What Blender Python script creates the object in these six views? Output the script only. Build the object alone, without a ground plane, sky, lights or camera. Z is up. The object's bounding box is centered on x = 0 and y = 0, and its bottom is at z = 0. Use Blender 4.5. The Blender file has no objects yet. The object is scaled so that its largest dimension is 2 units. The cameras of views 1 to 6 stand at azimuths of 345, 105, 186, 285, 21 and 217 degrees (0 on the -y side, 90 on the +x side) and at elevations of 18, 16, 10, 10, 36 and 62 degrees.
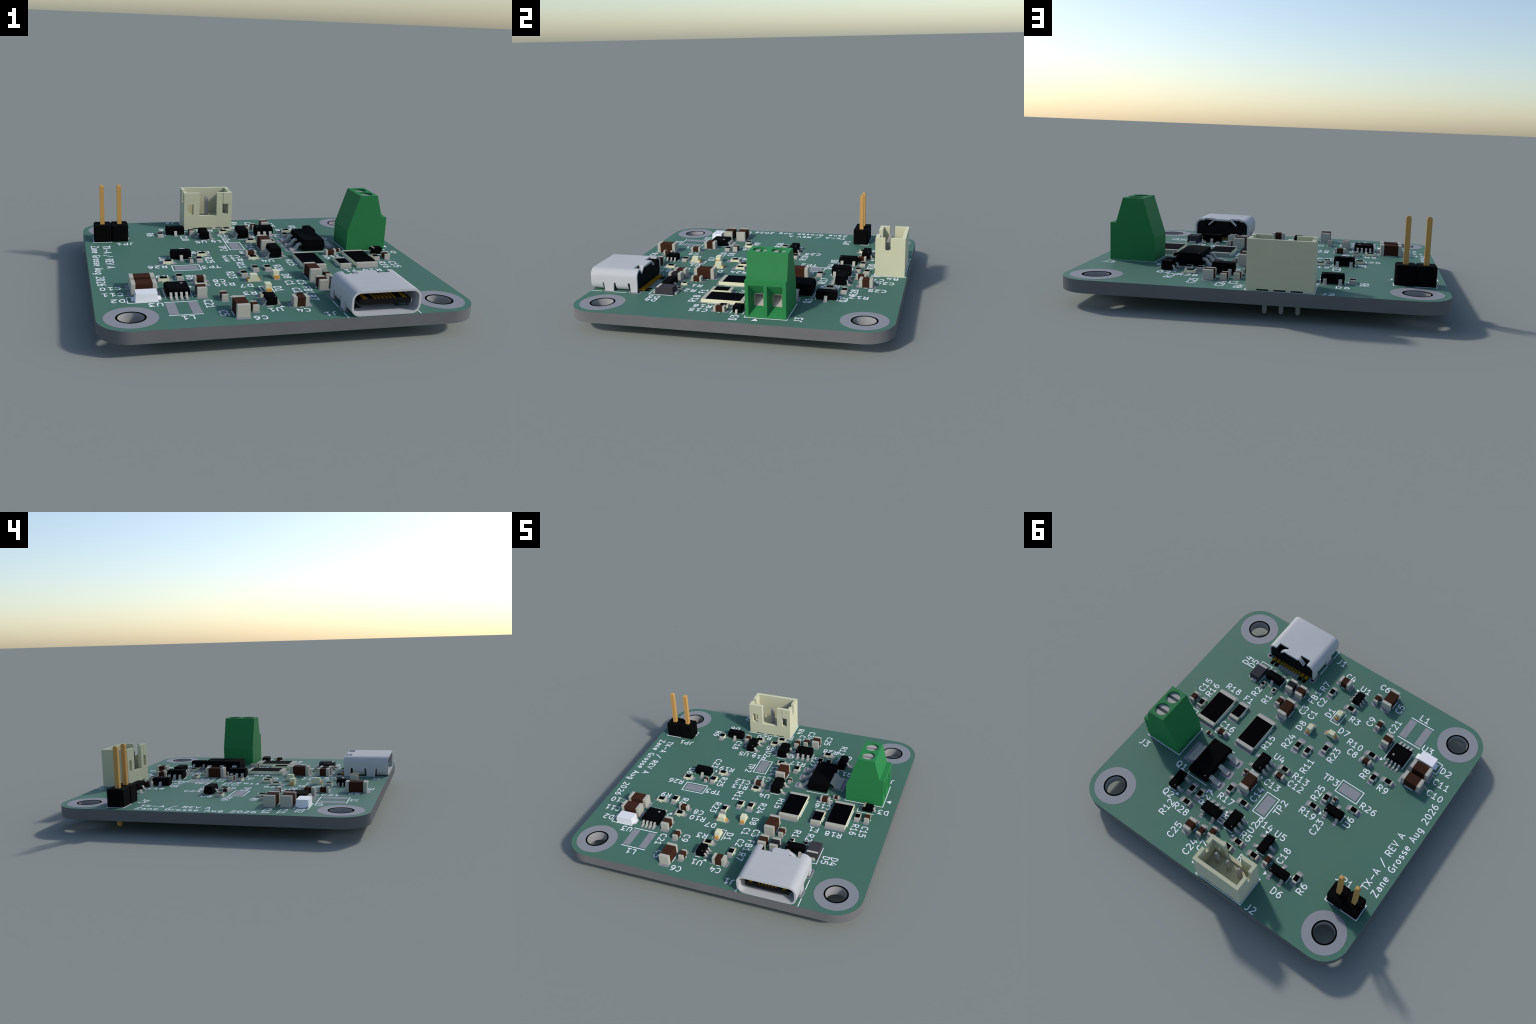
"""Small green circuit board with surface-mount parts, a receptacle at the front edge,
a green screw terminal, a cream wire housing and a two-pin header.

All sizes below are millimetres of the real board.  Board frame: X to the right and Y up
when the printing reads upright, Z measured from the top of the board.  The frame is turned
by half a turn about z and scaled so that the 47 mm side becomes 2 m."""
import bpy, bmesh, math, random
from mathutils import Matrix, Vector

random.seed(7)
MM = 2.0 / 47.0            # scene metres per board millimetre
TOP = 3.466                # height of the board's top above the ground (pins stand on it)
THICK = 1.60
HALF_X, HALF_Y, CORNER = 23.5, 22.5, 4.0

# ------------------------------------------------------------------ materials
def material(name, colour, rough=0.5, spec=0.15, metal=0.0, vary=0.0, scale=6.0, bump=0.0, tint=None, matt=0.5):
    m = bpy.data.materials.new(name)
    m.use_nodes = True
    nt = m.node_tree
    p = nt.nodes["Principled BSDF"]
    p.inputs["Base Color"].default_value = (*colour, 1)
    p.inputs["Roughness"].default_value = rough
    p.inputs["Specular IOR Level"].default_value = spec
    p.inputs["Metallic"].default_value = metal
    p.inputs["Diffuse Roughness"].default_value = matt
    tc = nt.nodes.new("ShaderNodeTexCoord")
    if vary > 0:
        n = nt.nodes.new("ShaderNodeTexNoise")
        n.inputs["Scale"].default_value = scale
        n.inputs["Detail"].default_value = 3
        nt.links.new(tc.outputs["Object"], n.inputs["Vector"])
        r = nt.nodes.new("ShaderNodeValToRGB")
        other = tint or tuple(c * (1 - vary) for c in colour)
        r.color_ramp.elements[0].position = 0.38
        r.color_ramp.elements[1].position = 0.62
        r.color_ramp.elements[0].color = (*colour, 1)
        r.color_ramp.elements[1].color = (*other, 1)
        nt.links.new(n.outputs["Fac"], r.inputs["Fac"])
        nt.links.new(r.outputs["Color"], p.inputs["Base Color"])
    if bump > 0:
        n = nt.nodes.new("ShaderNodeTexNoise")
        n.inputs["Scale"].default_value = 420
        nt.links.new(tc.outputs["Object"], n.inputs["Vector"])
        b = nt.nodes.new("ShaderNodeBump")
        b.inputs["Strength"].default_value = bump
        b.inputs["Distance"].default_value = 0.001
        nt.links.new(n.outputs["Fac"], b.inputs["Height"])
        nt.links.new(b.outputs["Normal"], p.inputs["Normal"])
    return m

MASK = material("green_solder_mask", (0.069, 0.171, 0.127), 0.60, 0.20, vary=0.1, scale=2.2, tint=(0.075, 0.172, 0.121), matt=0.15)
CORE = material("grey_board_core", (0.158, 0.156, 0.158), 0.70, 0.08, vary=0.05, scale=9, matt=0.45)
PAD = material("tinned_pad", (0.272, 0.276, 0.300), 0.60, 0.18, vary=0.03, scale=20, matt=0.15)
BARREL = material("plated_hole", (0.36, 0.355, 0.355), 0.60, 0.14, vary=0.03, scale=20, matt=0.2)
SHADE_BLACK = material("painted_black_shade", (0.0015, 0.0015, 0.0015), 0.90, 0.00)  # paints in the black shading where coincident faces render unlit round the holes
SILK = material("white_printing_ink", (0.90, 0.90, 0.94), 0.70, 0.07, vary=0.02, scale=40, matt=0.2)
TIN = material("tin_termination", (0.455, 0.443, 0.378), 0.60, 0.12, vary=0.04, scale=30, matt=0.3)
LEAD = material("tinned_lead", (0.46, 0.455, 0.405), 0.60, 0.17, vary=0.04, scale=30, matt=0.3)
CERAMIC = material("cream_ceramic", (0.78, 0.76, 0.55), 0.60, 0.14, vary=0.02, scale=30, matt=0.6)
FILM = material("black_resistor_film", (0.0012, 0.0012, 0.0020), 0.85, 0.025, matt=0.5)
BROWN = material("brown_capacitor_body", (0.052, 0.0215, 0.0130), 0.85, 0.04, vary=0.08, scale=40, matt=0.6)
FERRITE = material("dark_ferrite_body", (0.020, 0.020, 0.023), 0.85, 0.04)
MOULD = material("black_mould_compound", (0.0028, 0.0028, 0.0031), 0.85, 0.03, matt=0.5)
DOT = material("pale_index_dot", (0.35, 0.33, 0.28), 0.70, 0.10)
SLATE = material("dark_grey_diode_body", (0.050, 0.048, 0.053), 0.85, 0.05)
BAND = material("diode_band", (0.48, 0.47, 0.42), 0.60, 0.10)
TANBAND = material("tan_diode_band", (0.34, 0.31, 0.25), 0.60, 0.10)
WHITE = material("white_diode_body", (0.80, 0.80, 0.82), 0.60, 0.17, matt=0.05)
LENS = material("cream_lamp_body", (0.68, 0.68, 0.47), 0.60, 0.14, matt=0.5)
AMBER = material("amber_contact", (0.66, 0.34, 0.075), 0.60, 0.14)
GOLD = material("gold_pin", (0.55, 0.315, 0.098), 0.60, 0.14, vary=0.04, scale=12, matt=0.4)
RECGOLD = material("receptacle_contact", (0.34, 0.17, 0.003), 0.60, 0.10)
SHELL = material("pale_steel_shell", (0.505, 0.507, 0.512), 0.60, 0.14, vary=0.02, scale=12, matt=0.25)
PLASTIC = material("black_receptacle_plastic", (0.0085, 0.0085, 0.009), 0.85, 0.06)
HEADER = material("black_header_plastic", (0.0030, 0.0030, 0.0030), 0.85, 0.04)
GREEN = material("green_terminal_plastic", (0.028, 0.222, 0.069), 0.60, 0.14, vary=0.03, scale=10, matt=0.7)
SCREW = material("grey_screw_metal", (0.42, 0.415, 0.385), 0.60, 0.14, matt=0.3)
CREAM = material("cream_housing_plastic", (0.58, 0.575, 0.405), 0.60, 0.14, vary=0.02, scale=14, matt=0.7)
STEELPIN = material("steel_pin", (0.33, 0.32, 0.31), 0.60, 0.17)

# ------------------------------------------------------------------ mesh helpers (units: mm)
def to_mesh(bm, name, mat, smooth=False):
    bmesh.ops.recalc_face_normals(bm, faces=bm.faces[:])
    for f in bm.faces:
        f.smooth = smooth
    me = bpy.data.meshes.new(name)
    bm.to_mesh(me)
    bm.free()
    me.transform(Matrix.Scale(MM, 4))
    me.materials.append(mat)
    return me

def add_box(bm, x0, x1, y0, y1, z0, z1, bevel=0.0, segments=1, only=None):
    r = bmesh.ops.create_cube(bm, size=1)
    vs = r["verts"]
    for v in vs:
        v.co = Vector(((x0 + x1) / 2 + v.co.x * (x1 - x0),
                       (y0 + y1) / 2 + v.co.y * (y1 - y0),
                       (z0 + z1) / 2 + v.co.z * (z1 - z0)))
    if bevel > 0:
        es = {e for v in vs for e in v.link_edges}
        if only == "z":
            es = {e for e in es if abs(e.verts[0].co.z - e.verts[1].co.z) > 1e-6}
        bmesh.ops.bevel(bm, geom=list(es), offset=bevel, segments=segments, affect='EDGES', profile=0.5)

def box(x0, x1, y0, y1, z0, z1, bevel=0.0):
    bm = bmesh.new()
    add_box(bm, x0, x1, y0, y1, z0, z1, bevel)
    return bm

def add_prism(bm, loop, axis_from, axis_to, place):
    """extrude a 2D loop between two values; place(u, v, w) gives the 3D point"""
    a = [bm.verts.new(place(u, v, axis_from)) for u, v in loop]
    b = [bm.verts.new(place(u, v, axis_to)) for u, v in loop]
    n = len(loop)
    bm.faces.new(a[::-1])
    bm.faces.new(b)
    for i in range(n):
        bm.faces.new((a[i], a[(i + 1) % n], b[(i + 1) % n], b[i]))

def upright(u, v, w):
    return Vector((u, v, w))

def along_y(u, v, w):
    return Vector((u, w, v))

def circle(cx, cy, r, n=64):
    return [(cx + r * math.cos(2 * math.pi * i / n), cy + r * math.sin(2 * math.pi * i / n)) for i in range(n)]

def round_rect(cx, cy, w, h, r, n=8):
    pts = []
    for sx, sy, a0 in ((1, 1, 0), (-1, 1, 90), (-1, -1, 180), (1, -1, 270)):
        for i in range(n + 1):
            a = math.radians(a0 + 90 * i / n)
            pts.append((cx + sx * (w / 2 - r) + r * math.cos(a), cy + sy * (h / 2 - r) + r * math.sin(a)))
    return pts

def plate(loops, z0, z1, name, mat):
    """flat sheet with an outline and holes, extruded from z0 to z1"""
    cu = bpy.data.curves.new(name, 'CURVE')
    cu.dimensions = '2D'
    cu.fill_mode = 'BOTH'
    cu.extrude = (z1 - z0) / 2
    for loop in loops:
        sp = cu.splines.new('POLY')
        sp.points.add(len(loop) - 1)
        for p, (x, y) in zip(sp.points, loop):
            p.co = (x, y, 0, 1)
        sp.use_cyclic_u = True
    ob = bpy.data.objects.new(name, cu)
    bpy.context.scene.collection.objects.link(ob)
    dg = bpy.context.evaluated_depsgraph_get()
    me = bpy.data.meshes.new_from_object(ob.evaluated_get(dg))
    bpy.data.objects.remove(ob)
    bm = bmesh.new()
    bm.from_mesh(me)
    bpy.data.meshes.remove(me)
    for v in bm.verts:
        v.co.z += (z0 + z1) / 2
    bmesh.ops.remove_doubles(bm, verts=bm.verts[:], dist=1e-5)
    return to_mesh(bm, name, mat)

def boolean(base_bm, cutters, name, mat):
    """subtract a list of bmeshes from the base"""
    def obj(bm):
        bmesh.ops.recalc_face_normals(bm, faces=bm.faces[:])
        me = bpy.data.meshes.new("tmp")
        bm.to_mesh(me)
        bm.free()
        o = bpy.data.objects.new("tmp", me)
        bpy.context.scene.collection.objects.link(o)
        return o
    base = obj(base_bm)
    cs = [obj(c) for c in cutters]
    for c in cs:
        md = base.modifiers.new("cut", 'BOOLEAN')
        md.operation = 'DIFFERENCE'
        md.solver = 'EXACT'
        md.object = c
    dg = bpy.context.evaluated_depsgraph_get()
    me = bpy.data.meshes.new_from_object(base.evaluated_get(dg))
    for o in cs + [base]:
        bpy.data.objects.remove(o)
    bm = bmesh.new()
    bm.from_mesh(me)
    bpy.data.meshes.remove(me)
    bmesh.ops.remove_doubles(bm, verts=bm.verts[:], dist=1e-4)
    return to_mesh(bm, name, mat)

def smooth_by_angle(me, deg=35):
    for p in me.polygons:
        p.use_smooth = True
    bm = bmesh.new()
    bm.from_mesh(me)
    for e in bm.edges:
        if len(e.link_faces) == 2:
            e.smooth = e.calc_face_angle(0) < math.radians(deg)
        else:
            e.smooth = False
    bm.to_mesh(me)
    bm.free()
    return me

# ------------------------------------------------------------------ scene graph
def link(ob, parent):
    bpy.context.scene.collection.objects.link(ob)
    ob.parent = parent
    return ob

ROOT = link(bpy.data.objects.new("circuit_board", None), None)
ROOT.empty_display_size = 0.2
ROOT["label"] = "square green circuit board with small parts and connectors"
ROOT["category"] = "circuit board"

def put(name, me, X=0.0, Y=0.0, rot=0.0, Z=0.0):
    """part of the board at board position X, Y, turned by rot degrees"""
    ob = bpy.data.objects.new(name, me)
    ob.location = (-X * MM, -Y * MM, (TOP + Z) * MM)
    ob.rotation_euler = (0, 0, math.radians(rot + 180))
    return link(ob, ROOT)

def sub(name, me, parent, x=0.0, y=0.0, z=0.0, rot=0.0):
    ob = bpy.data.objects.new(name, me)
    ob.location = (x * MM, y * MM, z * MM)
    ob.rotation_euler = (0, 0, math.radians(rot))
    return link(ob, parent)

CACHE = {}
def cached(key, make):
    if key not in CACHE:
        CACHE[key] = make()
    return CACHE[key]

# ------------------------------------------------------------------ bare board
HOLES = [(sx * (HALF_X - 4), sy * (HALF_Y - 4)) for sx in (-1, 1) for sy in (-1, 1)]
HOLE_R, RIM_R, RING_R = 1.56, 1.80, 3.2
outline = round_rect(0, 0, 2 * HALF_X, 2 * HALF_Y, CORNER, 20)
drills = [circle(x, y, RIM_R) for x, y in HOLES]
BOARD = put("board", plate([outline] + drills, -THICK + 0.02, -0.02, "board", CORE))
sub("solder_mask", plate([outline] + [circle(x, y, RIM_R + 0.3) for x, y in HOLES], -0.02, 0, "solder_mask", MASK), BOARD)
sub("solder_mask", plate([outline] + [circle(x, y, RIM_R + 0.3) for x, y in HOLES], -THICK, -THICK + 0.02, "solder_mask", MASK), BOARD)

ring = plate([circle(0, 0, RING_R, 96), circle(0, 0, RIM_R)], 0, 0.02, "mounting_ring", PAD)
black_ring = plate([circle(0, 0, RIM_R), circle(0, 0, HOLE_R)], 0.0, 0.024, "painted_black_ring", SHADE_BLACK)
barrel = plate([circle(0, 0, RIM_R - 0.002), circle(0, 0, HOLE_R + 0.03)], -THICK - 0.02, 0.0, "hole_barrel", BARREL)
smooth_by_angle(barrel)
for x, y in HOLES:
    sub("mounting_ring", ring, BOARD, x, y)
    sub("mounting_ring", ring, BOARD, x, y, -THICK - 0.02)
    sub("painted_black_ring", black_ring, BOARD, x, y)
    sub("hole_barrel", barrel, BOARD, x, y)

def pad(X, Y, w, h, r=None, rot=0, mat=PAD):
    """solder pad w by h at board position; r is the corner radius"""
    if r is None:
        r = min(0.25 * min(w, h), 0.25)
    me = cached(("pad", round(w, 3), round(h, 3), round(r, 3), mat.name),
                lambda: plate([round_rect(0, 0, w, h, max(r, 0.01), 5)], 0.0, 0.016, "solder_pad", mat))
    return sub("solder_pad", me, BOARD, X, Y, 0, rot)

def turned(x, y, rot):
    a = math.radians(rot)
    return x * math.cos(a) - y * math.sin(a), x * math.sin(a) + y * math.cos(a)

# ------------------------------------------------------------------ printed ink: stroke drawing
INK_Z = 0.012
def ribbon(bm, pts, width, closed=False, z=INK_Z):
    """flat stroke of the given width along a polyline, with mitred joints; it climbs a hair along
    its length so that a stroke that meets itself never lies in one plane with itself"""
    n = len(pts)
    h = width / 2
    left, right = [], []
    P = [Vector(p) for p in pts]
    def unit(a, b):
        d = b - a
        return d / max(d.length, 1e-9)
    for i in range(n):
        if closed:
            d0, d1 = unit(P[i - 1], P[i]), unit(P[i], P[(i + 1) % n])
        else:
            d0 = unit(P[max(i - 1, 0)], P[max(i, 1)])
            d1 = unit(P[min(i, n - 2)], P[min(i + 1, n - 1)])
        n0, n1 = Vector((-d0.y, d0.x)), Vector((-d1.y, d1.x))
        m = n0 + n1
        m = m / max(m.length, 1e-6)
        k = h / max(m.dot(n0), 0.45)
        zz = z + 0.0004 * i
        left.append((P[i].x + m.x * k, P[i].y + m.y * k, zz))
        right.append((P[i].x - m.x * k, P[i].y - m.y * k, zz))
    if not closed:        # rounded ends
        for at, other, end in ((0, 1, "a"), (n - 1, n - 2, "b")):
            d = unit(P[other], P[at])
            s = Vector((-d.y, d.x)) * h
            zz = z + 0.0004 * at
            tip = P[at] + d * h * 0.75
            l = (tip.x + s.x * 0.5, tip.y + s.y * 0.5, zz)
            r = (tip.x - s.x * 0.5, tip.y - s.y * 0.5, zz)
            if end == "a":
                left.insert(0, r); right.insert(0, l)
            else:
                left.append(l); right.append(r)
    L = [bm.verts.new(v) for v in left]
    R = [bm.verts.new(v) for v in right]
    Lb = [bm.verts.new((v[0], v[1], 0.0)) for v in left]
    Rb = [bm.verts.new((v[0], v[1], 0.0)) for v in right]
    m = len(L)
    for i in range(m if closed else m - 1):
        j = (i + 1) % m
        bm.faces.new((R[i], R[j], L[j], L[i]))
        bm.faces.new((L[i], L[j], Lb[j], Lb[i]))
        bm.faces.new((Rb[i], Rb[j], R[j], R[i]))
    if not closed:
        bm.faces.new((R[0], L[0], Lb[0], Rb[0]))
        bm.faces.new((L[-1], R[-1], Rb[-1], Lb[-1]))

def arc(cx, cy, rx, ry, a0, a1, n=None):
    n = n or max(3, int(abs(a1 - a0) / 20))
    return [(cx + rx * math.cos(math.radians(a0 + (a1 - a0) * i / n)),
             cy + ry * math.sin(math.radians(a0 + (a1 - a0) * i / n))) for i in range(n + 1)]

# plain engineering stroke letters: 21 units tall; each glyph = (advance, strokes)
GLYPH = {}
def glyph(ch, advance, *strokes):
    GLYPH[ch] = (advance, strokes)
glyph(" ", 16)
glyph("-", 26, [(5, 9), (21, 9)])
glyph("/", 22, [(2, -4), (20, 22)])
glyph("0", 20, ("ring", arc(10, 10.5, 6, 10.5, 0, 340, 17)))
glyph("1", 20, [(4, 0), (16, 0)], [(10, 0), (10, 21), (7.5, 17.5), (4, 15)])
glyph("2", 20, arc(10, 15.2, 6, 5.8, 140, -25) + [(3.5, 0), (16.5, 0)])
glyph("3", 20, [(3.5, 21), (16, 21), (9, 13), (11, 13)] + arc(11, 6.5, 5, 6.5, 80, -90) + [(7, 0), (3.5, 2)])
glyph("4", 20, [(14.5, 14), (14.5, 0)], [(9, 21.5), (3.5, 6.5), (17.5, 6.5)])
glyph("5", 20, [(15.5, 21), (5, 21), (4.2, 11.5), (6.5, 13)] + arc(10, 6.5, 6, 6.5, 90, -90) + [(7, 0), (3.8, 2)])
glyph("6", 20, [(14.5, 21), (10.5, 20.5), (7, 17.5), (4.6, 12.5)] + arc(10, 6.5, 6, 6.5, 180, 535, 20))
glyph("7", 20, [(3.5, 21), (17, 21), (8, 0)])
glyph("8", 20, ("ring", arc(10, 16.5, 5, 4.5, 0, 337, 16)), ("ring", arc(10, 6, 6, 6, 10, 347, 18)))
glyph("9", 20, [(5.5, 0), (9.5, 0.5), (13, 3.5), (15.4, 8.5)] + arc(10, 14.5, 6, 6.5, 0, 355, 20))
glyph("A", 19, [(4.5, 6), (14.5, 6)], [(2.5, 0), (9.5, 21), (16.5, 0)])
glyph("B", 21, [(4.5, 0), (4.5, 21), (11, 21)] + arc(11, 16, 4.5, 5, 80, -80) + [(4.5, 11)], [(10, 11)] + arc(11.5, 5.5, 5, 5.5, 80, -90) + [(4.5, 0)])
glyph("C", 20, arc(11.5, 10.5, 7.5, 10.5, 48, 312, 15))
glyph("D", 21, ("ring", [(4.5, 0), (4.5, 21)] + arc(8.5, 10.5, 8.5, 10.5, 88, -88, 10)))
glyph("E", 19, [(15, 21), (4.5, 21), (4.5, 0), (15, 0)], [(4.5, 11), (12, 11)])
glyph("F", 18, [(15, 21), (4.5, 21), (4.5, 0)], [(4.5, 11), (12, 11)])
glyph("G", 21, arc(11.5, 10.5, 7.5, 10.5, 55, 310, 14) + [(17, 2.2), (17, 9.5), (12.5, 9.5)])
glyph("J", 16, [(10.5, 21), (10.5, 7)] + arc(5, 6, 5.5, 6, 0, -90) + [(2.5, 0)])
glyph("L", 18, [(4.5, 21), (4.5, 0), (15, 0)])
glyph("P", 21, [(4.5, 0), (4.5, 21), (11, 21)] + arc(11.5, 15.5, 5.5, 5.5, 80, -90) + [(4.5, 10)])
glyph("Q", 22, ("ring", arc(10.5, 10.5, 7, 10.5, 0, 340, 17)), [(11, 4.5), (14.5, 0.5), (18.5, -1.8)])
glyph("R", 21, [(4.5, 0), (4.5, 21), (11, 21)] + arc(11.5, 15.5, 5.5, 5.5, 80, -90) + [(4.5, 10)], [(10, 10), (17, 0)])
glyph("T", 16, [(0.5, 21), (15.5, 21)], [(8, 21), (8, 0)])
glyph("U", 22, [(4.5, 21), (4.5, 6)] + arc(11, 5.8, 6.5, 5.8, 190, 350) + [(17.5, 6), (17.5, 21)])
glyph("V", 18, [(2.5, 21), (9.5, 0), (16.5, 21)])
glyph("X", 20, [(3.5, 21), (17, 0)], [(17, 21), (3.5, 0)])
glyph("Z", 20, [(3.5, 21), (16.5, 21), (3.5, 0), (16.5, 0)])
glyph("a", 19, arc(9.5, 10, 5, 4, 130, 0) + [(14.5, 0)], [(14.5, 2)] + arc(9.3, 4.1, 4.8, 4.1, 300, 90) + [(14.5, 8.2)])
glyph("e", 18, [(4.2, 7.5)] + arc(9, 9, 5, 5, 180, 0)[1:] + [(13.8, 7.5), (4.2, 7.5)] + arc(9, 5, 5, 5, 185, 310))
glyph("g", 19, [(14.5, 14), (14.5, -2)] + arc(9.5, -2.5, 5, 4.5, 0, -115), [(14.5, 2)] + arc(9.5, 7, 5.2, 7, 310, 50, 14) + [(14.5, 12)])
glyph("n", 19, [(4.5, 14), (4.5, 0)], [(4.5, 11.5)] + arc(9.2, 9, 4.6, 5, 140, 0) + [(13.8, 0)])
glyph("o", 19, ("ring", arc(9.5, 7, 5.3, 7, 0, 340, 17)))
glyph("r", 14, [(4.5, 14), (4.5, 0)], [(4.5, 9.5)] + arc(9.5, 9, 4.5, 5, 150, 75))
glyph("s", 17, arc(8.7, 10.7, 4.4, 3.4, 40, 260) + arc(8.7, 3.6, 4.6, 3.6, 85, -140))
glyph("u", 19, [(13.8, 14), (13.8, 0)], [(4.5, 14), (4.5, 5)] + arc(9.2, 5, 4.6, 5, 185, 320) + [(13.8, 3)])

def text_mesh(text, fit=None, pen=0.15):
    """stroke text one millimetre tall, centred on its ink; fit = width of the ink"""
    bm = bmesh.new()
    runs, x = [], 0.0
    for ch in text:
        adv, strokes = GLYPH[ch]
        for s in strokes:
            closed = s[0] == "ring"
            pts = s[1] if closed else s
            runs.append((closed, [(x + u, v) for u, v in pts]))
        x += adv
    xs = [u for _, r in runs for u, v in r]
    mid, wide = (min(xs) + max(xs)) / 2, max(xs) - min(xs)
    k = 1.0 / 21
    kx = ((fit - pen) / wide) if fit else k
    for i, (closed, r) in enumerate(runs):
        ribbon(bm, [((u - mid) * kx, (v - 10.5) * k) for u, v in r], pen, closed, INK_Z + 0.0025 * (i % 3))
    return to_mesh(bm, "printed_label", SILK)

def label(text, X, Y, rot, fit=None):
    put("printed_label", cached(("text", text, fit), lambda: text_mesh(text, fit)), X, Y, rot)

LINES = bmesh.new()
def ink(pts, width=0.12, closed=False):
    ribbon(LINES, pts, width, closed)

def ink_at(X, Y, rot, pts, width=0.12, closed=False):
    q = []
    for x, y in pts:
        u, v = turned(x, y, rot)
        q.append((X + u, Y + v))
    ink(q, width, closed)

def arrow(X, Y, rot=0, s=1.0):
    """small filled triangle: the mark of pin one, pointing along -y"""
    loop = [turned(x * s, y * s, rot) for x, y in ((-0.24, 0.33), (0.24, 0.33), (0, 0))]
    me = cached(("arrow", rot, s), lambda: plate([loop], 0, INK_Z, "pin_mark", SILK))
    put("pin_mark", me, X, Y)

# ------------------------------------------------------------------ two-ended chips
def end_cap(L, W, H, t, proud, wrap):
    bm = bmesh.new()
    if wrap:      # thin metal folded round the end: top, end and bottom
        q = 0.05
        add_prism(bm, [(L / 2 - t, H), (L / 2 + proud, H), (L / 2 + proud, 0.015), (L / 2 - t, 0.015),
                       (L / 2 - t, 0.015 + q), (L / 2 + proud - q, 0.015 + q), (L / 2 + proud - q, H - q), (L / 2 - t, H - q)],
                  -W / 2, W / 2, along_y)
        es = [e for e in bm.edges if all(v.co.x > L / 2 + proud - 0.001 and abs(v.co.z - H) < 1e-4 for v in e.verts)]
        bmesh.ops.bevel(bm, geom=es, offset=0.04, segments=2, affect='EDGES')
    else:
        add_box(bm, L / 2 - t, L / 2 + proud, -W / 2 - proud, W / 2 + proud, 0.015, H, 0.035)
    return to_mesh(bm, "end_cap", TIN)

def chip(kind, X, Y, vertical, size, pads, mark):
    """resistor, capacitor, fuse or bead; size = length, width, height, cap length"""
    L, W, H, t = size
    rot = 90 if vertical else 0
    if kind in ("resistor", "fuse"):
        body = cached((kind, size), lambda: to_mesh(box(-L / 2 + 0.03, L / 2 - 0.03, -W / 2 + 0.008, W / 2 - 0.008, 0.04, H - 0.03, 0.012), kind, CERAMIC))
        film = cached((kind, size, "film"), lambda: to_mesh(box(-L / 2 + t + 0.005, L / 2 - t - 0.005, -W / 2 + 0.035, W / 2 - 0.035, H - 0.08, H + 0.012, 0.01), "resistive_film", FILM))
        cap = cached((kind, size, "cap"), lambda: end_cap(L, W, H, t, 0.0, True))
        ob = put(kind, body, X, Y, rot)
        sub("resistive_film", film, ob)
    else:
        mat = BROWN if kind == "capacitor" else FERRITE
        body = cached((kind, size), lambda: to_mesh(box(-L / 2 + 0.05, L / 2 - 0.05, -W / 2 + 0.012, W / 2 - 0.012, 0.03, H - 0.025, 0.02), kind, mat))
        cap = cached((kind, size, "cap"), lambda: end_cap(L, W, H, t, 0.0, False))
        ob = put(kind, body, X, Y, rot)
    sub("end_cap", cap, ob)
    sub("end_cap", cap, ob, rot=180)
    px, pw, ph = pads
    for s in (-1, 1):
        u, v = turned(s * px, 0, rot)
        pad(X + u, Y + v, pw, ph, rot=rot)
    if mark:
        half, off = mark
        for s in (-1, 1):
            ink_at(X, Y, rot, [(-half, s * off), (half, s * off)])

R0402 = ((1.0, 0.5, 0.35, 0.22), (0.51, 0.54, 0.64), (0.15, 0.38))
C0402 = ((1.0, 0.5, 0.5, 0.25), (0.48, 0.56, 0.62), (0.11, 0.36))
R0603 = ((1.55, 0.82, 0.45, 0.30), (0.825, 0.80, 0.95), (0.24, 0.5225))
R0603W = ((1.55, 0.82, 0.45, 0.30), (0.93, 1.0, 1.25), None)
C0603 = ((1.6, 0.8, 0.8, 0.35), (0.775, 0.90, 0.95), (0.14, 0.51))
C0805 = ((2.0, 1.25, 1.25, 0.5), (0.95, 1.0, 1.45), (0.26, 0.735))
C1206 = ((3.2, 1.6, 1.6, 0.55), (1.475, 1.15, 1.8), (0.71, 0.91))
R1206 = ((3.2, 1.6, 0.55, 0.5), (1.4625, 1.125, 1.75), (0.6, 0.91))
R2512 = ((6.3, 3.2, 0.6, 0.6), (2.96, 1.225, 3.35), (2.18, 1.71))

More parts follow.
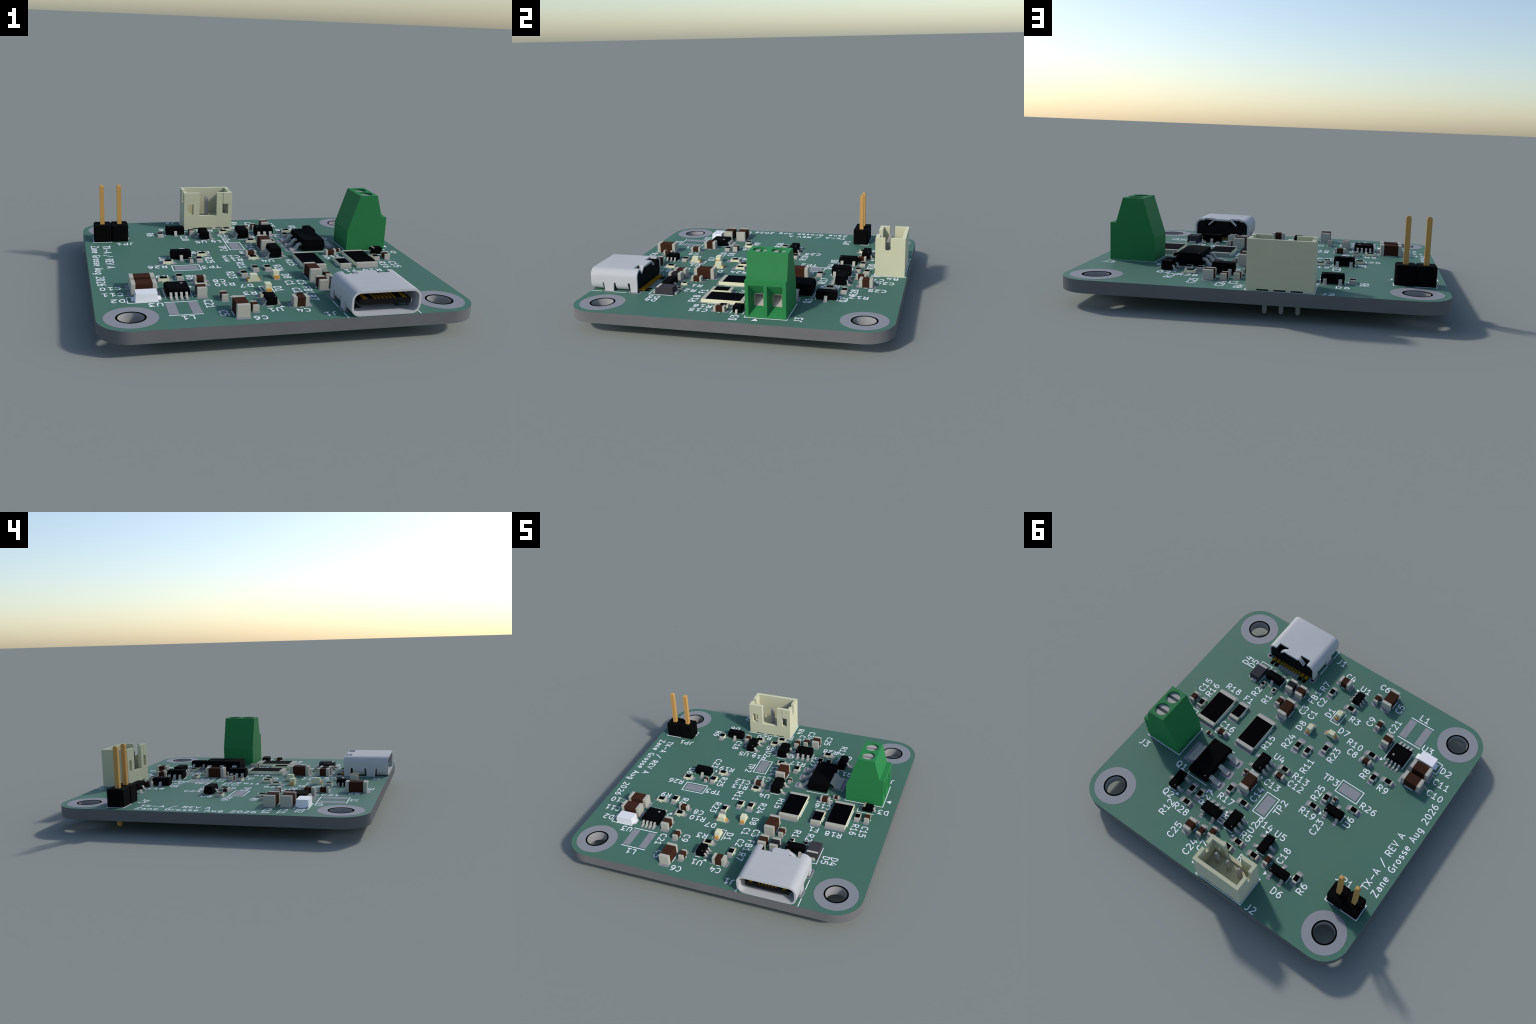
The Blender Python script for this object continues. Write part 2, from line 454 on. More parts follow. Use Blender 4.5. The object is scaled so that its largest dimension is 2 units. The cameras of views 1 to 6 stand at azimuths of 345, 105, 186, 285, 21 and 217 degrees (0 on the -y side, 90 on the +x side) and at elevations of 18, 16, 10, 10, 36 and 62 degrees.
UP, FLAT = True, False
CHIPS = [
    ("resistor", R0402, UP, ((-12.2, 9.73), (-9.98, 9.71))),
    ("capacitor", C0402, UP, ((-4.64, -4.98), (9.24, -0.85))),
    ("capacitor", C0402, FLAT, ((-13.47, -2.81),)),
    ("resistor", R0603, UP, ((-1.97, 15.0), (1.02, 3.67), (-18.13, 1.02), (-9.48, -12.0), (-7.94, -12.0),
                             (-4.74, -8.58), (11.82, -14.41), (8.01, -1.31), (11.94, 5.74))),
    ("resistor", R0603W, UP, ((-0.77, 3.65), (3.09, 5.67))),
    ("resistor", R0603, FLAT, ((2.29, 14.08), (-8.73, -14.24), (-1.59, -9.38), (0.75, -16.32), (1.59, -14.85),
                               (4.70, -15.18), (7.18, -3.58), (12.54, -0.59), (0.10, -1.07), (9.63, 8.92), (14.14, 6.46))),
    ("capacitor", C0603, UP, ((-7.85, 8.48), (-19.7, 1.07), (-3.92, -16.67), (-2.40, -15.85), (6.83, -14.63), (4.77, 18.08), (7.68, 14.11))),
    ("capacitor", C0603, FLAT, ((-11.94, -1.56), (0.12, -2.51), (9.51, 7.45))),
    ("capacitor", C0805, UP, ((-5.96, 11.75), (-5.72, -17.0), (10.24, 12.31))),
    ("capacitor", C0805, FLAT, ((-1.12, 17.58),)),
    ("ferrite_bead", C0805, UP, ((-7.92, 11.86),)),
    ("capacitor", C1206, UP, ((-5.98, 7.75), (-2.9, -6.25), (6.7, 18.94))),
    ("capacitor", C1206, FLAT, ((17.23, 10.82), (17.22, 8.43))),
    ("fuse", R1206, UP, ((-12.11, 3.1),)),
    ("resistor", R2512, UP, ((-7.57, 1.5), (-15.35, 1.58))),
]
for kind, (size, pads, mark), way, places in CHIPS:
    for X, Y in places:
        chip(kind, X, Y, way, size, pads, mark)

# ------------------------------------------------------------------ moulded packages with gull-wing leads
def rounded_path(pts, r, n=4):
    out = [Vector(pts[0])]
    for i in range(1, len(pts) - 1):
        a, b, c = Vector(pts[i - 1]), Vector(pts[i]), Vector(pts[i + 1])
        d0, d1 = (a - b), (c - b)
        k = min(r, d0.length * 0.45, d1.length * 0.45)
        p0, p1 = b + d0.normalized() * k, b + d1.normalized() * k
        for j in range(n + 1):
            s = j / n
            out.append(p0 * (1 - s) ** 2 + b * 2 * s * (1 - s) + p1 * s * s)
    out.append(Vector(pts[-1]))
    return out

def gull_lead(x_in, z_in, x_knee, x_toe, x_end, width, t, r):
    """bent strip: out of the body at z_in, down to the pad, foot to x_end"""
    path = rounded_path([(x_in, z_in), (x_knee, z_in), (x_toe, t / 2 + 0.016), (x_end, t / 2 + 0.016)], r)
    up, down = [], []
    for i, p in enumerate(path):
        d = (path[min(i + 1, len(path) - 1)] - path[max(i - 1, 0)]).normalized()
        nrm = Vector((-d.y, d.x)) * t / 2
        up.append(p + nrm)
        down.append(p - nrm)
    loop = [(q.x, q.y) for q in up] + [(q.x, q.y) for q in reversed(down)]
    bm = bmesh.new()
    add_prism(bm, loop, -width / 2, width / 2, along_y)
    return smooth_by_angle(to_mesh(bm, "lead", LEAD), 30)

def moulded(W, D, z0, z1, draft, bevel, mat, name, zmid=None):
    """body with a parting line: widest at zmid, leaning in above and below"""
    zmid = zmid if zmid is not None else (z0 + z1) / 2
    bm = bmesh.new()
    rings = []
    for z, inset in ((z0, draft), (zmid, 0), (z1, draft)):
        w, d = W / 2 - inset, D / 2 - inset
        rings.append([bm.verts.new((x, y, z)) for x, y in ((-w, -d), (w, -d), (w, d), (-w, d))])
    bm.faces.new(rings[0][::-1])
    bm.faces.new(rings[2])
    for a, b in zip(rings, rings[1:]):
        for i in range(4):
            bm.faces.new((a[i], a[(i + 1) % 4], b[(i + 1) % 4], b[i]))
    if bevel:
        bmesh.ops.recalc_face_normals(bm, faces=bm.faces[:])
        es = [e for e in bm.edges if not all(abs(v.co.z - zmid) < 1e-6 for v in e.verts)]
        bmesh.ops.bevel(bm, geom=es, offset=bevel, segments=2, affect='EDGES')
    return to_mesh(bm, name, mat)

def disc(r, z, name, mat, n=20):
    return plate([circle(0, 0, r, n)], z, z + 0.008, name, mat)

def package(name, X, Y, rot, body, lead, left, right, reach, pad_size, dot, mark, tri):
    """body plus rows of leads; left and right list the lead offsets along y"""
    ob = put(name, body, X, Y, rot)
    for side, row in ((-1, left), (1, right)):
        for y in row:
            sub("lead", lead, ob, 0, y, 0, 0 if side > 0 else 180)
            u, v = turned(side * reach, y, rot)
            pad(X + u, Y + v, pad_size[0], pad_size[1], rot=rot)
    if dot:
        sub("index_dot", cached(("dot", dot), lambda: disc(dot[2], dot[3], "index_dot", DOT)), ob, dot[0], dot[1])
    for pts in mark:
        ink_at(X, Y, rot, pts)
    if tri:
        u, v = turned(*tri, rot)
        arrow(X + u, Y + v, rot, 1.4)
    return ob

# small three-lead package
sot3_body = moulded(1.36, 2.94, 0.08, 1.24, 0.08, 0.03, MOULD, "transistor", 0.62)
sot3_lead = gull_lead(0.4, 0.58, 0.86, 0.95, 1.25, 0.44, 0.16, 0.18)
for X, Y, rot in ((5.2, -12.8, 0), (10.44, -2.72, 90), (9.38, -15.2, 90), (-12.05, -12.22, 180), (-11.13, 11.6, 270)):
    package("transistor", X, Y, rot, sot3_body, sot3_lead, (0.95, -0.95), (0,), 0.9375, (1.475, 0.6),
            (-0.45, 1.2, 0.07, 1.24), ([(-0.65, -1.56), (0.65, -1.56)], [(-0.65, 1.56), (0.65, 1.56)]), (-1.16, 1.45))
# five-lead package
sot5_body = moulded(1.64, 2.94, 0.1, 1.48, 0.1, 0.03, MOULD, "regulator", 0.75)
sot5_lead = gull_lead(0.5, 0.68, 0.99, 1.08, 1.42, 0.44, 0.16, 0.18)
for X, Y, rot in ((-3.35, -2.38, 180), (-0.93, -12.62, 180), (-4.64, -13.22, 270)):
    package("regulator", X, Y, rot, sot5_body, sot5_lead, (0.95, 0, -0.95), (0.95, -0.95), 1.1375, (1.325, 0.6),
            (-0.6, 1.2, 0.07, 1.48), ([(-0.8, -1.56), (0.8, -1.56)], [(-0.8, 1.56), (0.8, 1.56)]), (-1.25, 1.55))
# six-lead package
sot6_body = moulded(1.27, 2.02, 0.08, 1.08, 0.06, 0.03, MOULD, "regulator", 0.55)
sot6_lead = gull_lead(0.4, 0.5, 0.80, 0.86, 1.08, 0.25, 0.14, 0.14)
package("regulator", 2.3, 16.32, 0, sot6_body, sot6_lead, (0.65, 0, -0.65), (0.65, 0, -0.65), 0.95, (0.65, 0.4),
        (-0.38, 0.75, 0.06, 1.08), ([(-0.72, -1.1), (0.72, -1.1)], [(-0.1, 1.1), (0.72, 1.1)]), (-1.1, 1.2))
# eight-lead driver
driver_body = moulded(3.0, 3.0, 0.12, 1.06, 0.1, 0.05, MOULD, "driver_chip", 0.6)
driver_lead = gull_lead(1.2, 0.58, 1.74, 1.88, 2.42, 0.31, 0.16, 0.18)
package("driver_chip", 13.12, 11.27, 90, driver_body, driver_lead, (0.975, 0.325, -0.325, -0.975), (0.975, 0.325, -0.325, -0.975),
        2.0, (1.3, 0.4), (-0.68, 0.68, 0.18, 1.06),
        ([(-1.6, 1.72), (-1.72, 1.72), (-1.72, 1.62), (-1.72, 1.72), (1.72, 1.72)][3:], [(-1.66, 1.72), (-1.66, 1.5)],
         [(-1.66, -1.6), (1.66, -1.6)]), (-1.95, 1.7))
# power transistor with a broad tab
POW = (-9.98, -6.76)
power_body = moulded(3.5, 6.6, 0.08, 1.77, 0.15, 0.04, MOULD, "power_transistor", 0.95)
power_lead = gull_lead(1.2, 0.95, 2.18, 2.6, 3.5, 0.72, 0.26, 0.35)
power_tab = gull_lead(1.2, 0.95, 2.18, 2.6, 3.5, 3.0, 0.26, 0.35)
ob = package("power_transistor", *POW, 0, power_body, power_lead, (), (2.3, 0, -2.3), 3.15, (2.0, 1.5),
             (1.3, -2.9, 0.08, 1.77), ([(-1.85, -3.1), (-1.85, -3.52), (1.85, -3.52)], [(-1.85, 3.1), (-1.85, 3.52), (1.85, 3.52)]), None)
sub("lead", power_tab, ob, rot=180)
pad(POW[0] - 3.15, POW[1], 2.0, 3.8)
arrow(-6.89, -10.33, 180, 1.4)
# flat-lead rectifiers: one dark with a band, one plain white
def rectifier(X, Y, rot, mat, leadmat, band):
    bm = box(-1.4, 1.4, -0.9, 0.9, 0.02, 1.08)
    for v in bm.verts:
        if v.co.z > 0.5:
            v.co.x *= 0.93
            v.co.y *= 0.95
    ob = put("rectifier_diode", to_mesh(bm, "rectifier_diode", mat), X, Y, rot)
    foot = to_mesh(box(1.3, 1.82, -0.5, 0.5, 0.017, 0.26, 0.04), "lead", leadmat)
    sub("lead", foot, ob)
    sub("lead", foot, ob, rot=180)
    if band:
        sub("cathode_band", to_mesh(box(0.86, 1.24, -0.856, 0.856, 1.0, 1.088), "cathode_band", BAND), ob)
    for s in (-1, 1):
        u, v = turned(s * 1.4, 0, rot)
        pad(X + u, Y + v, 0.95, 1.25, rot=rot)
    ink_at(X, Y, rot, [(-1.4, 1.0), (2.3, 1.0), (2.3, -1.0), (-1.4, -1.0)])
rectifier(-13.98, 11.08, 90, SLATE, LEAD, True)
rectifier(17.15, 13.0, 0, WHITE, WHITE, False)
# small signal diode beside the screw terminal
ob = put("signal_diode", moulded(1.7, 1.28, 0.06, 0.98, 0.08, 0.04, MOULD, "signal_diode", 0.5), -19.22, -1.43)
sub("cathode_band", to_mesh(box(0.42, 0.72, -0.555, 0.555, 0.9, 0.988), "cathode_band", TANBAND), ob)
dl = gull_lead(0.6, 0.48, 1.0, 1.06, 1.28, 0.32, 0.12, 0.14)
sub("lead", dl, ob)
sub("lead", dl, ob, rot=180)
for s in (-1, 1):
    pad(-19.22 + s * 1.05, -1.43, 0.6, 0.45)
ink([(-20.3, -0.55), (-17.6, -0.55), (-17.6, -2.3), (-20.3, -2.3)])

# indicator lamps
def lamp_mesh():
    bm = bmesh.new()
    add_prism(bm, [(-0.8, 0.03), (0.8, 0.03), (0.8, 0.36), (0.57, 0.42), (0.49, 1.02), (-0.49, 1.02), (-0.57, 0.42), (-0.8, 0.36)],
              -0.4, 0.4, along_y)
    return to_mesh(bm, "indicator_lamp", LENS)
def lamp_contact():
    bm = bmesh.new()
    add_prism(bm, [(0.60, 0.018), (0.83, 0.018), (0.83, 0.44), (0.60, 0.46)], -0.34, 0.34, along_y)
    return to_mesh(bm, "lamp_contact", AMBER)
lamp, contact = lamp_mesh(), lamp_contact()
for X, Y, rot in ((1.47, 11.98, 90), (-0.92, 7.22, 90), (2.44, 8.27, 0)):
    ob = put("indicator_lamp", lamp, X, Y, rot)
    sub("lamp_contact", contact, ob)
    sub("lamp_contact", contact, ob, rot=180)
    for s in (-1, 1):
        u, v = turned(s * 0.79, 0, rot)
        pad(X + u, Y + v, 0.875, 0.95, rot=rot)
ink([(0.73, 12.78), (0.73, 10.42), (2.23, 10.42), (2.23, 12.78)])

# ------------------------------------------------------------------ test pads and the empty coil place
def bare_pad(X, Y, w, h):
    pad(X, Y, w, h, 0.02)
for X, Y, w, h in ((10.3, 1.68, 3.2, 1.6), (1.3, -7.6, 1.6, 3.2)):
    bare_pad(X, Y, w, h)
    a, b = w / 2 + 0.32, h / 2 + 0.32
    ink([(X - a, Y - b), (X + a, Y - b), (X + a, Y + b), (X - a, Y + b)], 0.13, True)
for X in (11.67, 14.47):
    bare_pad(X, 16.47, 1.2, 3.65)
for Y in (18.58, 14.37):
    ink([(11.05, Y), (15.1, Y)], 0.14)

# ------------------------------------------------------------------ two-pin header
HX, HY = 19.51, -13.17
def header_cell():
    bm = bmesh.new()
    w, c = 1.27, 0.22
    add_prism(bm, [(-w, -w + c), (-w + c, -w), (w - c, -w), (w, -w + c), (w, w - c), (w - c, w), (-w + c, w), (-w, w - c)], 0.0, 2.54, upright)
    es = [e for e in bm.edges if all(abs(v.co.x) > w - 1e-4 and v.co.z > 2.5 for v in e.verts)]
    bmesh.ops.bevel(bm, geom=es, offset=0.12, segments=2, affect='EDGES')
    return to_mesh(bm, "pin_header", HEADER)
def square_pin(half, z0, z1, taper, name, mat):
    bm = box(-half, half, -half, half, z0 + taper, z1 - taper)
    for s, z in ((1, z1), (-1, z0)):
        f = [f for f in bm.faces if abs(f.normal.z) > 0.9 and (f.calc_center_median().z > 0.5 * (z0 + z1)) == (s > 0)]
        r = bmesh.ops.extrude_discrete_faces(bm, faces=f)
        for v in {v for g in r["faces"] for v in g.verts}:
            v.co = Vector((v.co.x * 0.62, v.co.y * 0.62, z))
    return to_mesh(bm, name, mat)
header = put("pin_header", header_cell(), HX - 1.27, HY, 0, 0.02)
cell = header_cell()
# the second cell is a sub-part, a hair apart so that the notch between the cells shows
sub("header_cell", cell, header, 2.545, 0, 0)
pin = square_pin(0.32, -3.0, 8.56, 0.22, "header_pin", GOLD)
for x in (0, 2.54):
    sub("header_pin", pin, header, x, 0, 0)
    for z in (0, -THICK - 0.016):
        sub("solder_pad", cached(("ring", z), lambda: plate([circle(0, 0, 0.85, 32), circle(0, 0, 0.5, 24)], 0, 0.016, "solder_pad", PAD)), BOARD, HX - 1.27 + x, HY, z)
ink([(HX, HY - 1.33), (HX + 2.66, HY - 1.33), (HX + 2.66, HY + 1.33), (HX, HY + 1.33), (HX, HY + 1.2)])
ink([(HX - 1.27, HY - 1.33), (HX - 2.67, HY - 1.33), (HX - 2.67, HY)])

# ------------------------------------------------------------------ cream wire housing
WX, WY = 3.55, -19.88            # middle of the housing
PINY = 0.53                      # pin row, measured from the middle
def housing():
    base = box(-3.95, 3.95, -2.25, 2.25, 0.03, 6.0)
    cut = [box(-3.43, 3.43, -1.72, 1.68, 1.72, 7.0),             # inside
           box(-1.43, 1.43, 1.0, 3.0, 2.2, 7.0)]                 # gap in the front
    for s in (-1, 1):
        cut.append(box(s * 2.87 - 0.48, s * 2.87 + 0.48, 1.0, 3.0, 2.45, 4.17))
        bm = bmesh.new()                                          # slots in the ends, rounded below
        loop = [(-0.06, 7.0)] + [(0.36 + 0.415 * math.cos(a), 4.42 + 0.415 * math.sin(a)) for a in [math.radians(180 + 15 * i) for i in range(13)]] + [(0.775, 7.0)]
        loop[0] = (0.36 - 0.415, 7.0)
        a, b = sorted((s * 3.2, s * 4.5))
        add_prism(bm, loop, a, b, lambda u, v, w: Vector((w, u, v)))
        cut.append(bm)
    for x in (-2, 0, 2):                                          # vents under the walls
        cut.append(box(x - 0.72, x + 0.72, -3.0, 3.0, -0.5, 0.2))
    cut.append(box(-2.48, -2.39, 2.12, 3.0, 4.1, 7.0))              # narrow index groove above the window
    return boolean(base, cut, "wire_housing", CREAM)
house = put("wire_housing", housing(), WX, WY)
wire_pin = square_pin(0.26, -3.28, 5.1, 0.3, "housing_pin", STEELPIN)
for x in (-2, 0, 2):
    sub("housing_pin", wire_pin, house, x, PINY)
    for z in (0, -THICK - 0.016):
        sub("solder_pad", cached(("ring2", z), lambda: plate([circle(0, 0, 0.8, 32), circle(0, 0, 0.38, 24)], 0, 0.012, "solder_pad", PAD)), BOARD, WX + x, WY + PINY, z)
ink([(WX - 4.06, WY - 2.36), (WX + 4.06, WY - 2.36), (WX + 4.06, WY + 2.36), (WX - 4.06, WY + 2.36)], 0.12, True)
ink([(-0.11, -17.22), (-0.8, -17.22), (-0.8, -18.5)])

# ------------------------------------------------------------------ green screw terminal
GX, GY = -18.12, -5.73
def terminal():
    bm = bmesh.new()
    add_prism(bm, [(-3.1, 0.02), (3.06, 0.02), (3.06, 3.2), (1.36, 8.53), (-1.38, 8.53), (-2.34, 5.12), (-3.1, 5.12)], -2.77, 2.77, along_y)
    cut = []
    for y in (-1.27, 1.27):
        fb = bmesh.new()        # wire funnel narrowing to the clamp
        outer = [(-1.06, 0.14), (1.06, 0.14), (1.06, 4.56), (-1.06, 4.56)]
        inner = [(-0.64, 1.18), (0.64, 1.18), (0.64, 2.9), (-0.64, 2.9)]
        slope = 0.1
        a = [fb.verts.new((-3.1 - slope, y + u * 1.02, v)) for u, v in outer]
        b = [fb.verts.new((-1.62, y + u, v)) for u, v in inner]
        fb.faces.new(a[::-1])
        fb.faces.new(b)
        for i in range(4):
            fb.faces.new((a[i], a[(i + 1) % 4], b[(i + 1) % 4], b[i]))
        cut.append(fb)
        cut.append(box(-1.75, 0.3, y - 0.635, y + 0.635, 1.185, 2.895))
        sb = bmesh.new()
        add_prism(sb, circle(0, y, 1.06, 72), 7.5, 9.5, upright)
        cut.append(sb)
    me = boolean(bm, cut, "screw_terminal", GREEN)
    return smooth_by_angle(me, 8)
term = put("screw_terminal", terminal(), GX, GY)
def screw():
    bm = bmesh.new()
    add_prism(bm, circle(0, 0, 1.03, 40), 7.3, 8.22, upright)
    return smooth_by_angle(boolean(bm, [box(-2, 2, -0.25, 0.25, 7.72, 9)], "terminal_screw", SCREW), 25)
def clamp():
    base = box(-1.65, 0.28, -0.634, 0.634, 1.186, 2.894)
    hollow = bmesh.new()          # the floor of the clamp ramps up towards the back
    add_prism(hollow, [(-3, 1.22), (-1.5, 1.22), (0.1, 2.35), (0.1, 2.86), (-3, 2.86)], -0.60, 0.60, along_y)
    return boolean(base, [hollow], "wire_clamp", SCREW)
screw_me, clamp_me = screw(), clamp()
term_pin = square_pin(0.42, -TOP, 0.3, 0.3, "terminal_pin", STEELPIN)
for y in (-1.27, 1.27):
    sub("terminal_screw", screw_me, term, 0, y)
    sub("wire_clamp", clamp_me, term, 0, y)
    sub("terminal_pin", term_pin, term, 0, y)
    for z in (-THICK - 0.016,):
        sub("solder_pad", cached(("ring3", z), lambda: plate([circle(0, 0, 1.1, 32), circle(0, 0, 0.6, 24)], 0, 0.016, "solder_pad", PAD)), BOARD, GX, GY + y, z)
ink([(-21.32, -8.6), (-14.95, -8.6), (-14.95, -2.83), (-21.32, -2.83)], 0.12, True)
tri = plate([[(-22.3, -4.02), (-22.3, -4.9), (-21.55, -4.46)]], 0, INK_Z, "pin_mark", SILK)
put("pin_mark", tri)

# ------------------------------------------------------------------ receptacle at the front edge
UX, U_BACK, U_LEN = -10.35, 15.2, 7.3
def shell():
    W, H, R, t = 8.94, 3.2, 1.15, 0.29
    z0 = 0.06
    outer = round_rect(0, z0 + H / 2, W, H, R, 10)
    inner = round_rect(0, z0 + H / 2, W - 2 * t, H - 2 * t, R - t, 10)
    bm = bmesh.new()
    n = len(outer)
    rings = []
    for y, loop in ((0, outer), (U_LEN, outer), (U_LEN, inner), (0, inner)):
        rings.append([bm.verts.new((u, y, v)) for u, v in loop])
    for a, b in zip(rings, rings[1:] + rings[:1]):
        for i in range(n):
            bm.faces.new((a[i], a[(i + 1) % n], b[(i + 1) % n], b[i]))
    cut = []
    for s in (-1, 1):
        a, b = sorted((s * 1.25, s * 3.03))                       # notches in the back of the roof
        cut.append(box(a, b, -1, 1.07, 2.6, 4))
        for y, w in ((5.37, 0.24), (3.56, 0.30), (1.33, 0.34)):   # slots that free the legs
            bm2 = bmesh.new()
            loop = [(y - w / 2, -1)] + [(y + w / 2, -1)] + [(y + w / 2 * math.cos(k), 1.22 + w / 2 * math.sin(k)) for k in [math.radians(22.5 * i) for i in range(9)]]
            p, q = sorted((s * 3.6, s * 5.0))
            add_prism(bm2, loop, p, q, lambda u, v, w: Vector((w, u, v)))
            cut.append(bm2)
        # the curled lower edge is cut away where the legs run straight down
        p, q = sorted((s * 2.9, s * 5.0))
        cut.append(box(p, q, 3.6, 5.33, -1, 1.1))
        cut.append(box(p, q, -1, 1.3, -1, 1.1))
        p, q = sorted((s * 2.1, s * 3.9))
        cut.append(box(p, q, 1.9, 5.3, -1, 0.6))                  # openings in the floor
    cut.append(box(-4.0, 4.0, -1, 1.9, -1, 0.6))
    me = boolean(bm, cut, "receptacle_shell", SHELL)
    return smooth_by_angle(me, 30)
rec = put("receptacle_shell", shell(), UX, U_BACK)
def leg(y0, y1):
    bm = box(4.21, 4.47, y0, y1, -0.9, 1.14)
    for v in bm.verts:
        if v.co.z < 0:
            v.co.y += 0.2 * ((y0 + y1) / 2 - v.co.y)
    return to_mesh(bm, "shell_leg", SHELL)
for s, rot in ((1, 0), (-1, 180)):
    for y0, y1 in ((3.72, 5.24), (0.0, 1.15)):
        me = cached(("leg", y0, s), lambda: leg(y0, y1) if s > 0 else leg(-y1, -y0))
        sub("shell_leg", me, rec, rot=rot)
def retaining_tab():
    """flap of the roof's tongue bent down at each side"""
    bm = bmesh.new()
    path = rounded_path([(1.05, 3.13), (1.4, 3.1), (2.3, 2.25)], 0.3)
    up, dn = [], []
    for i, p in enumerate(path):
        d = (path[min(i + 1, len(path) - 1)] - path[max(i - 1, 0)]).normalized()
        nn = Vector((-d.y, d.x)) * 0.12
        up.append(p + nn)
        dn.append(p - nn)
    add_prism(bm, [(q.x, q.y) for q in up] + [(q.x, q.y) for q in reversed(dn)], 0.12, 0.72, along_y)
    return smooth_by_angle(to_mesh(bm, "shell_tab", SHELL), 30)
tab = retaining_tab()
sub("shell_tab", tab, rec)
mt = tab.copy()
mt.transform(Matrix.Scale(-1, 4, (1, 0, 0)))
mt.flip_normals()
sub("shell_tab", mt, rec)
def insulator():
    bm = bmesh.new()
    add_prism(bm, round_rect(0, 1.66, 8.40, 2.66, 0.88, 8), 0.02, 2.2, along_y)
    cut = []
    for s in (-1, 1):
        a, b = sorted((s * 1.2, s * 2.9))
        cut.append(box(a, b, -1, 1.2, 2.1, 4))
    return boolean(bm, cut, "receptacle_insulator", PLASTIC)
sub("receptacle_insulator", insulator(), rec)
bm = bmesh.new()
add_prism(bm, round_rect(0, 1.68, 6.7, 0.7, 0.28, 5), 2.2, 6.84, along_y)
sub("receptacle_tongue", to_mesh(bm, "receptacle_tongue", PLASTIC), rec)
for x, w in [(-2.53, 0.55), (2.53, 0.55)] + [(0.25 + 0.5 * i, 0.26) for i in range(-3, 3)]:
    sub("tongue_contact", cached(("strip", w), lambda: to_mesh(box(-w / 2, w / 2, 2.2, 6.72, 1.95, 2.045), "tongue_contact", RECGOLD)), rec, x)
for x, w in [(s * d, w) for s in (-1, 1) for d, w in ((0.25, 0.26), (0.75, 0.26), (1.25, 0.26), (1.75, 0.26), (2.42, 0.52), (3.22, 0.52))]:
    sub("receptacle_contact", cached(("foot", w), lambda: to_mesh(box(-w / 2, w / 2, -0.62, 0.4, 0.02, 0.26, 0.03), "receptacle_contact", RECGOLD)), rec, x)
    pad(UX + 0.03 + x, 14.57, 0.3 if w < 0.4 else 0.6, 1.45, 0.02, mat=PAD if w < 0.4 else SHADE_BLACK)  # wide pads coloured black for their unlit overlap; the metal itself is tinned
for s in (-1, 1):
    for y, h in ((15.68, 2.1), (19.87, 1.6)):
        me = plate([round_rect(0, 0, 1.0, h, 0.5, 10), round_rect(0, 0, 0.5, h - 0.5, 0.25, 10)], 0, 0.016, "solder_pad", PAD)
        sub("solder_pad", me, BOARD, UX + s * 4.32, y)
        sub("leg_hole", plate([round_rect(0, 0, 0.49, h - 0.51, 0.24, 10)], 0, 0.004, "leg_hole", SHADE_BLACK), BOARD, UX + s * 4.32, y)
    for y0, y1 in ((16.92, 18.97), (20.82, 22.45)):
        ink([(UX + s * 4.7, y0), (UX + s * 4.7, y1)])

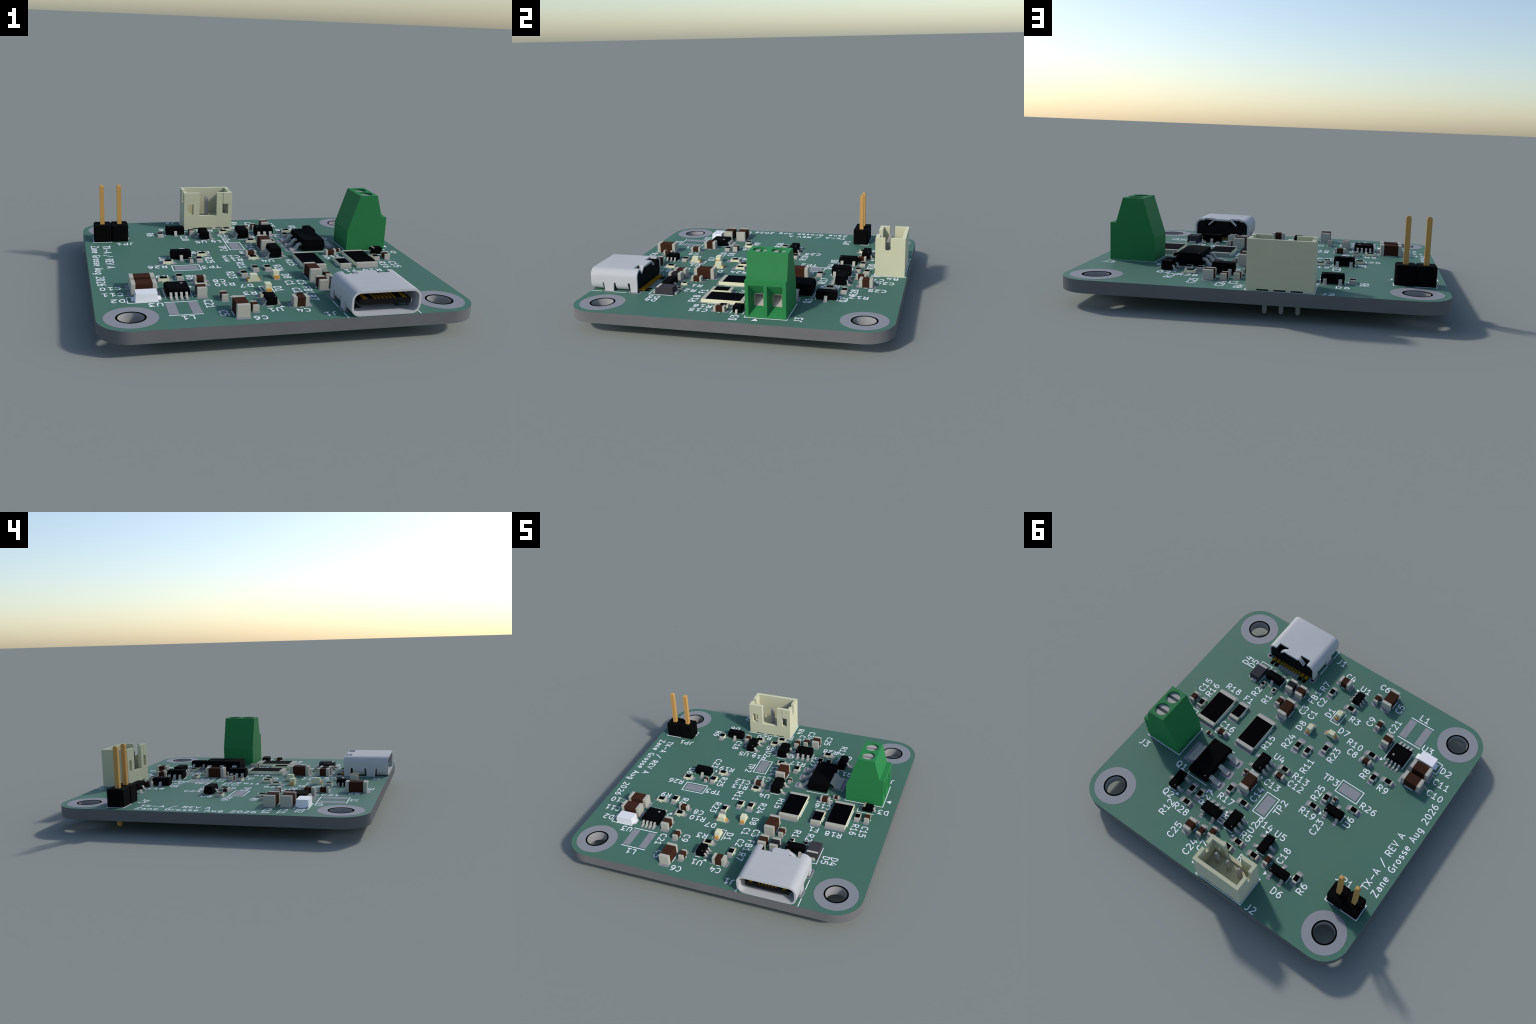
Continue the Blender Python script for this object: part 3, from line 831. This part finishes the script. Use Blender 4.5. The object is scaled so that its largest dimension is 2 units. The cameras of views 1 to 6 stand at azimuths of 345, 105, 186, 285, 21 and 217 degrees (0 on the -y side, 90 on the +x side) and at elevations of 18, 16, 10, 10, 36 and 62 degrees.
# ------------------------------------------------------------------ printing
lines = put("printed_outline", to_mesh(LINES, "printed_outline", SILK))
lines["kind"] = "stuff"
LABELS = [
    ('D4', -17.27, 12.2, 90), ('D5', -16.01, 12.21, 90), ('R18', -15.52, 6.17, 0), ('F1', -12.26, 5.95, 0), ('R2', -12.25, 8.02, 90),
    ('R1', -10.02, 7.78, 90), ('FB1', -3.85, 12.72, 90), ('C2', -2.34, 12.52, 90), ('R7', -3.61, 15.39, 90), ('C4', -1.06, 19.28, 0),
    ('U1', 2.26, 18.62, 0), ('C3', -3.86, 9.62, 90), ('C1', -2.23, 9.67, 90), ('D1', -0.1, 11.66, 90), ('R3', 3.97, 12.7, 0),
    ('D8', -2.57, 7.0, 90), ('D7', 3.76, 9.92, 0), ('R24', -2.5, 3.51, 90), ('R10', 6.46, 9.05, 0), ('R23', 4.77, 5.5, 90),
    ('R15', -4.94, 1.36, 90), ('C9', 6.16, 14.08, 90), ('C21', 9.78, 15.51, 90), ('R11', 2.44, 1.53, 90), ('U4', -1.79, 0.14, 0),
    ('R13', 3.01, -0.94, 0), ('C12', 3.07, -2.42, 0), ('C8', 6.9, 7.57, 0), ('TP3', 6.8, 1.76, 0), ('R25', 6.49, -1.29, 90),
    ('R19', 7.15, -5.02, 0), ('C23', 9.51, -6.1, 90), ('U6', 12.98, -2.63, 90), ('R26', 14.2, 0.87, 0), ('R8', 10.46, 5.67, 90),
    ('R9', 14.14, 4.98, 0), ('C13', 0.01, -4.33, 0), ('C14', -0.9, -6.9, 90), ('TP2', 3.34, -6.69, 90), ('R14', 3.13, -10.24, 0),
    ('U5', 6.03, -10.33, 0), ('C6', 4.65, 20.81, 0), ('C5', 8.66, 18.8, 90), ('L1', 13.01, 19.49, 0), ('U3', 16.18, 14.92, 0),
    ('D2', 20.56, 13.08, 0), ('C11', 21.03, 10.83, 0), ('C10', 21.17, 8.66, 0), ('C15', -19.85, 4.11, 90), ('R16', -18.29, 4.02, 90),
    ('C16', -11.97, -0.06, 0), ('C17', -11.95, -1.5, 0), ('Q1', -13.44, -9.77, 0), ('R17', -4.26, -10.36, 0), ('J3', -20.85, -10.04, 0),
    ('Q2', -12.09, -14.62, 0), ('R12', -10.81, -16.59, 90), ('R28', -8.79, -15.62, 0), ('R27', -6.86, -11.85, 90), ('C25', -7.44, -18.8, 90),
    ('C24', -3.85, -19.55, 90), ('C7', -2.43, -18.42, 90), ('U8', -2.54, -13.14, 90), ('U2', 1.86, -11.69, 90), ('R5', 1.93, -13.43, 0),
    ('C18', 8.24, -12.64, 90), ('D6', 10.71, -17.75, 0), ('R6', 13.3, -15.18, 90), ('JP1', 17.6, -10.6, 0), ('J1', -4.0, 20.9, 0),
    ('J2', 9.15, -21.8, 0), ('D3', -21.69, -1.5, 0), ('R4', -1.5, -20.4, 90), ('R20', 4.33, -16.56, 0),
]
for text, X, Y, rot in LABELS:
    label(text, X, Y, rot)
label("TX-A / REV A", 20.47, -4.75, 90, 10.6)
label("Zane Grosse Aug 2026", 22.15, -1.3, 90, 17.5)
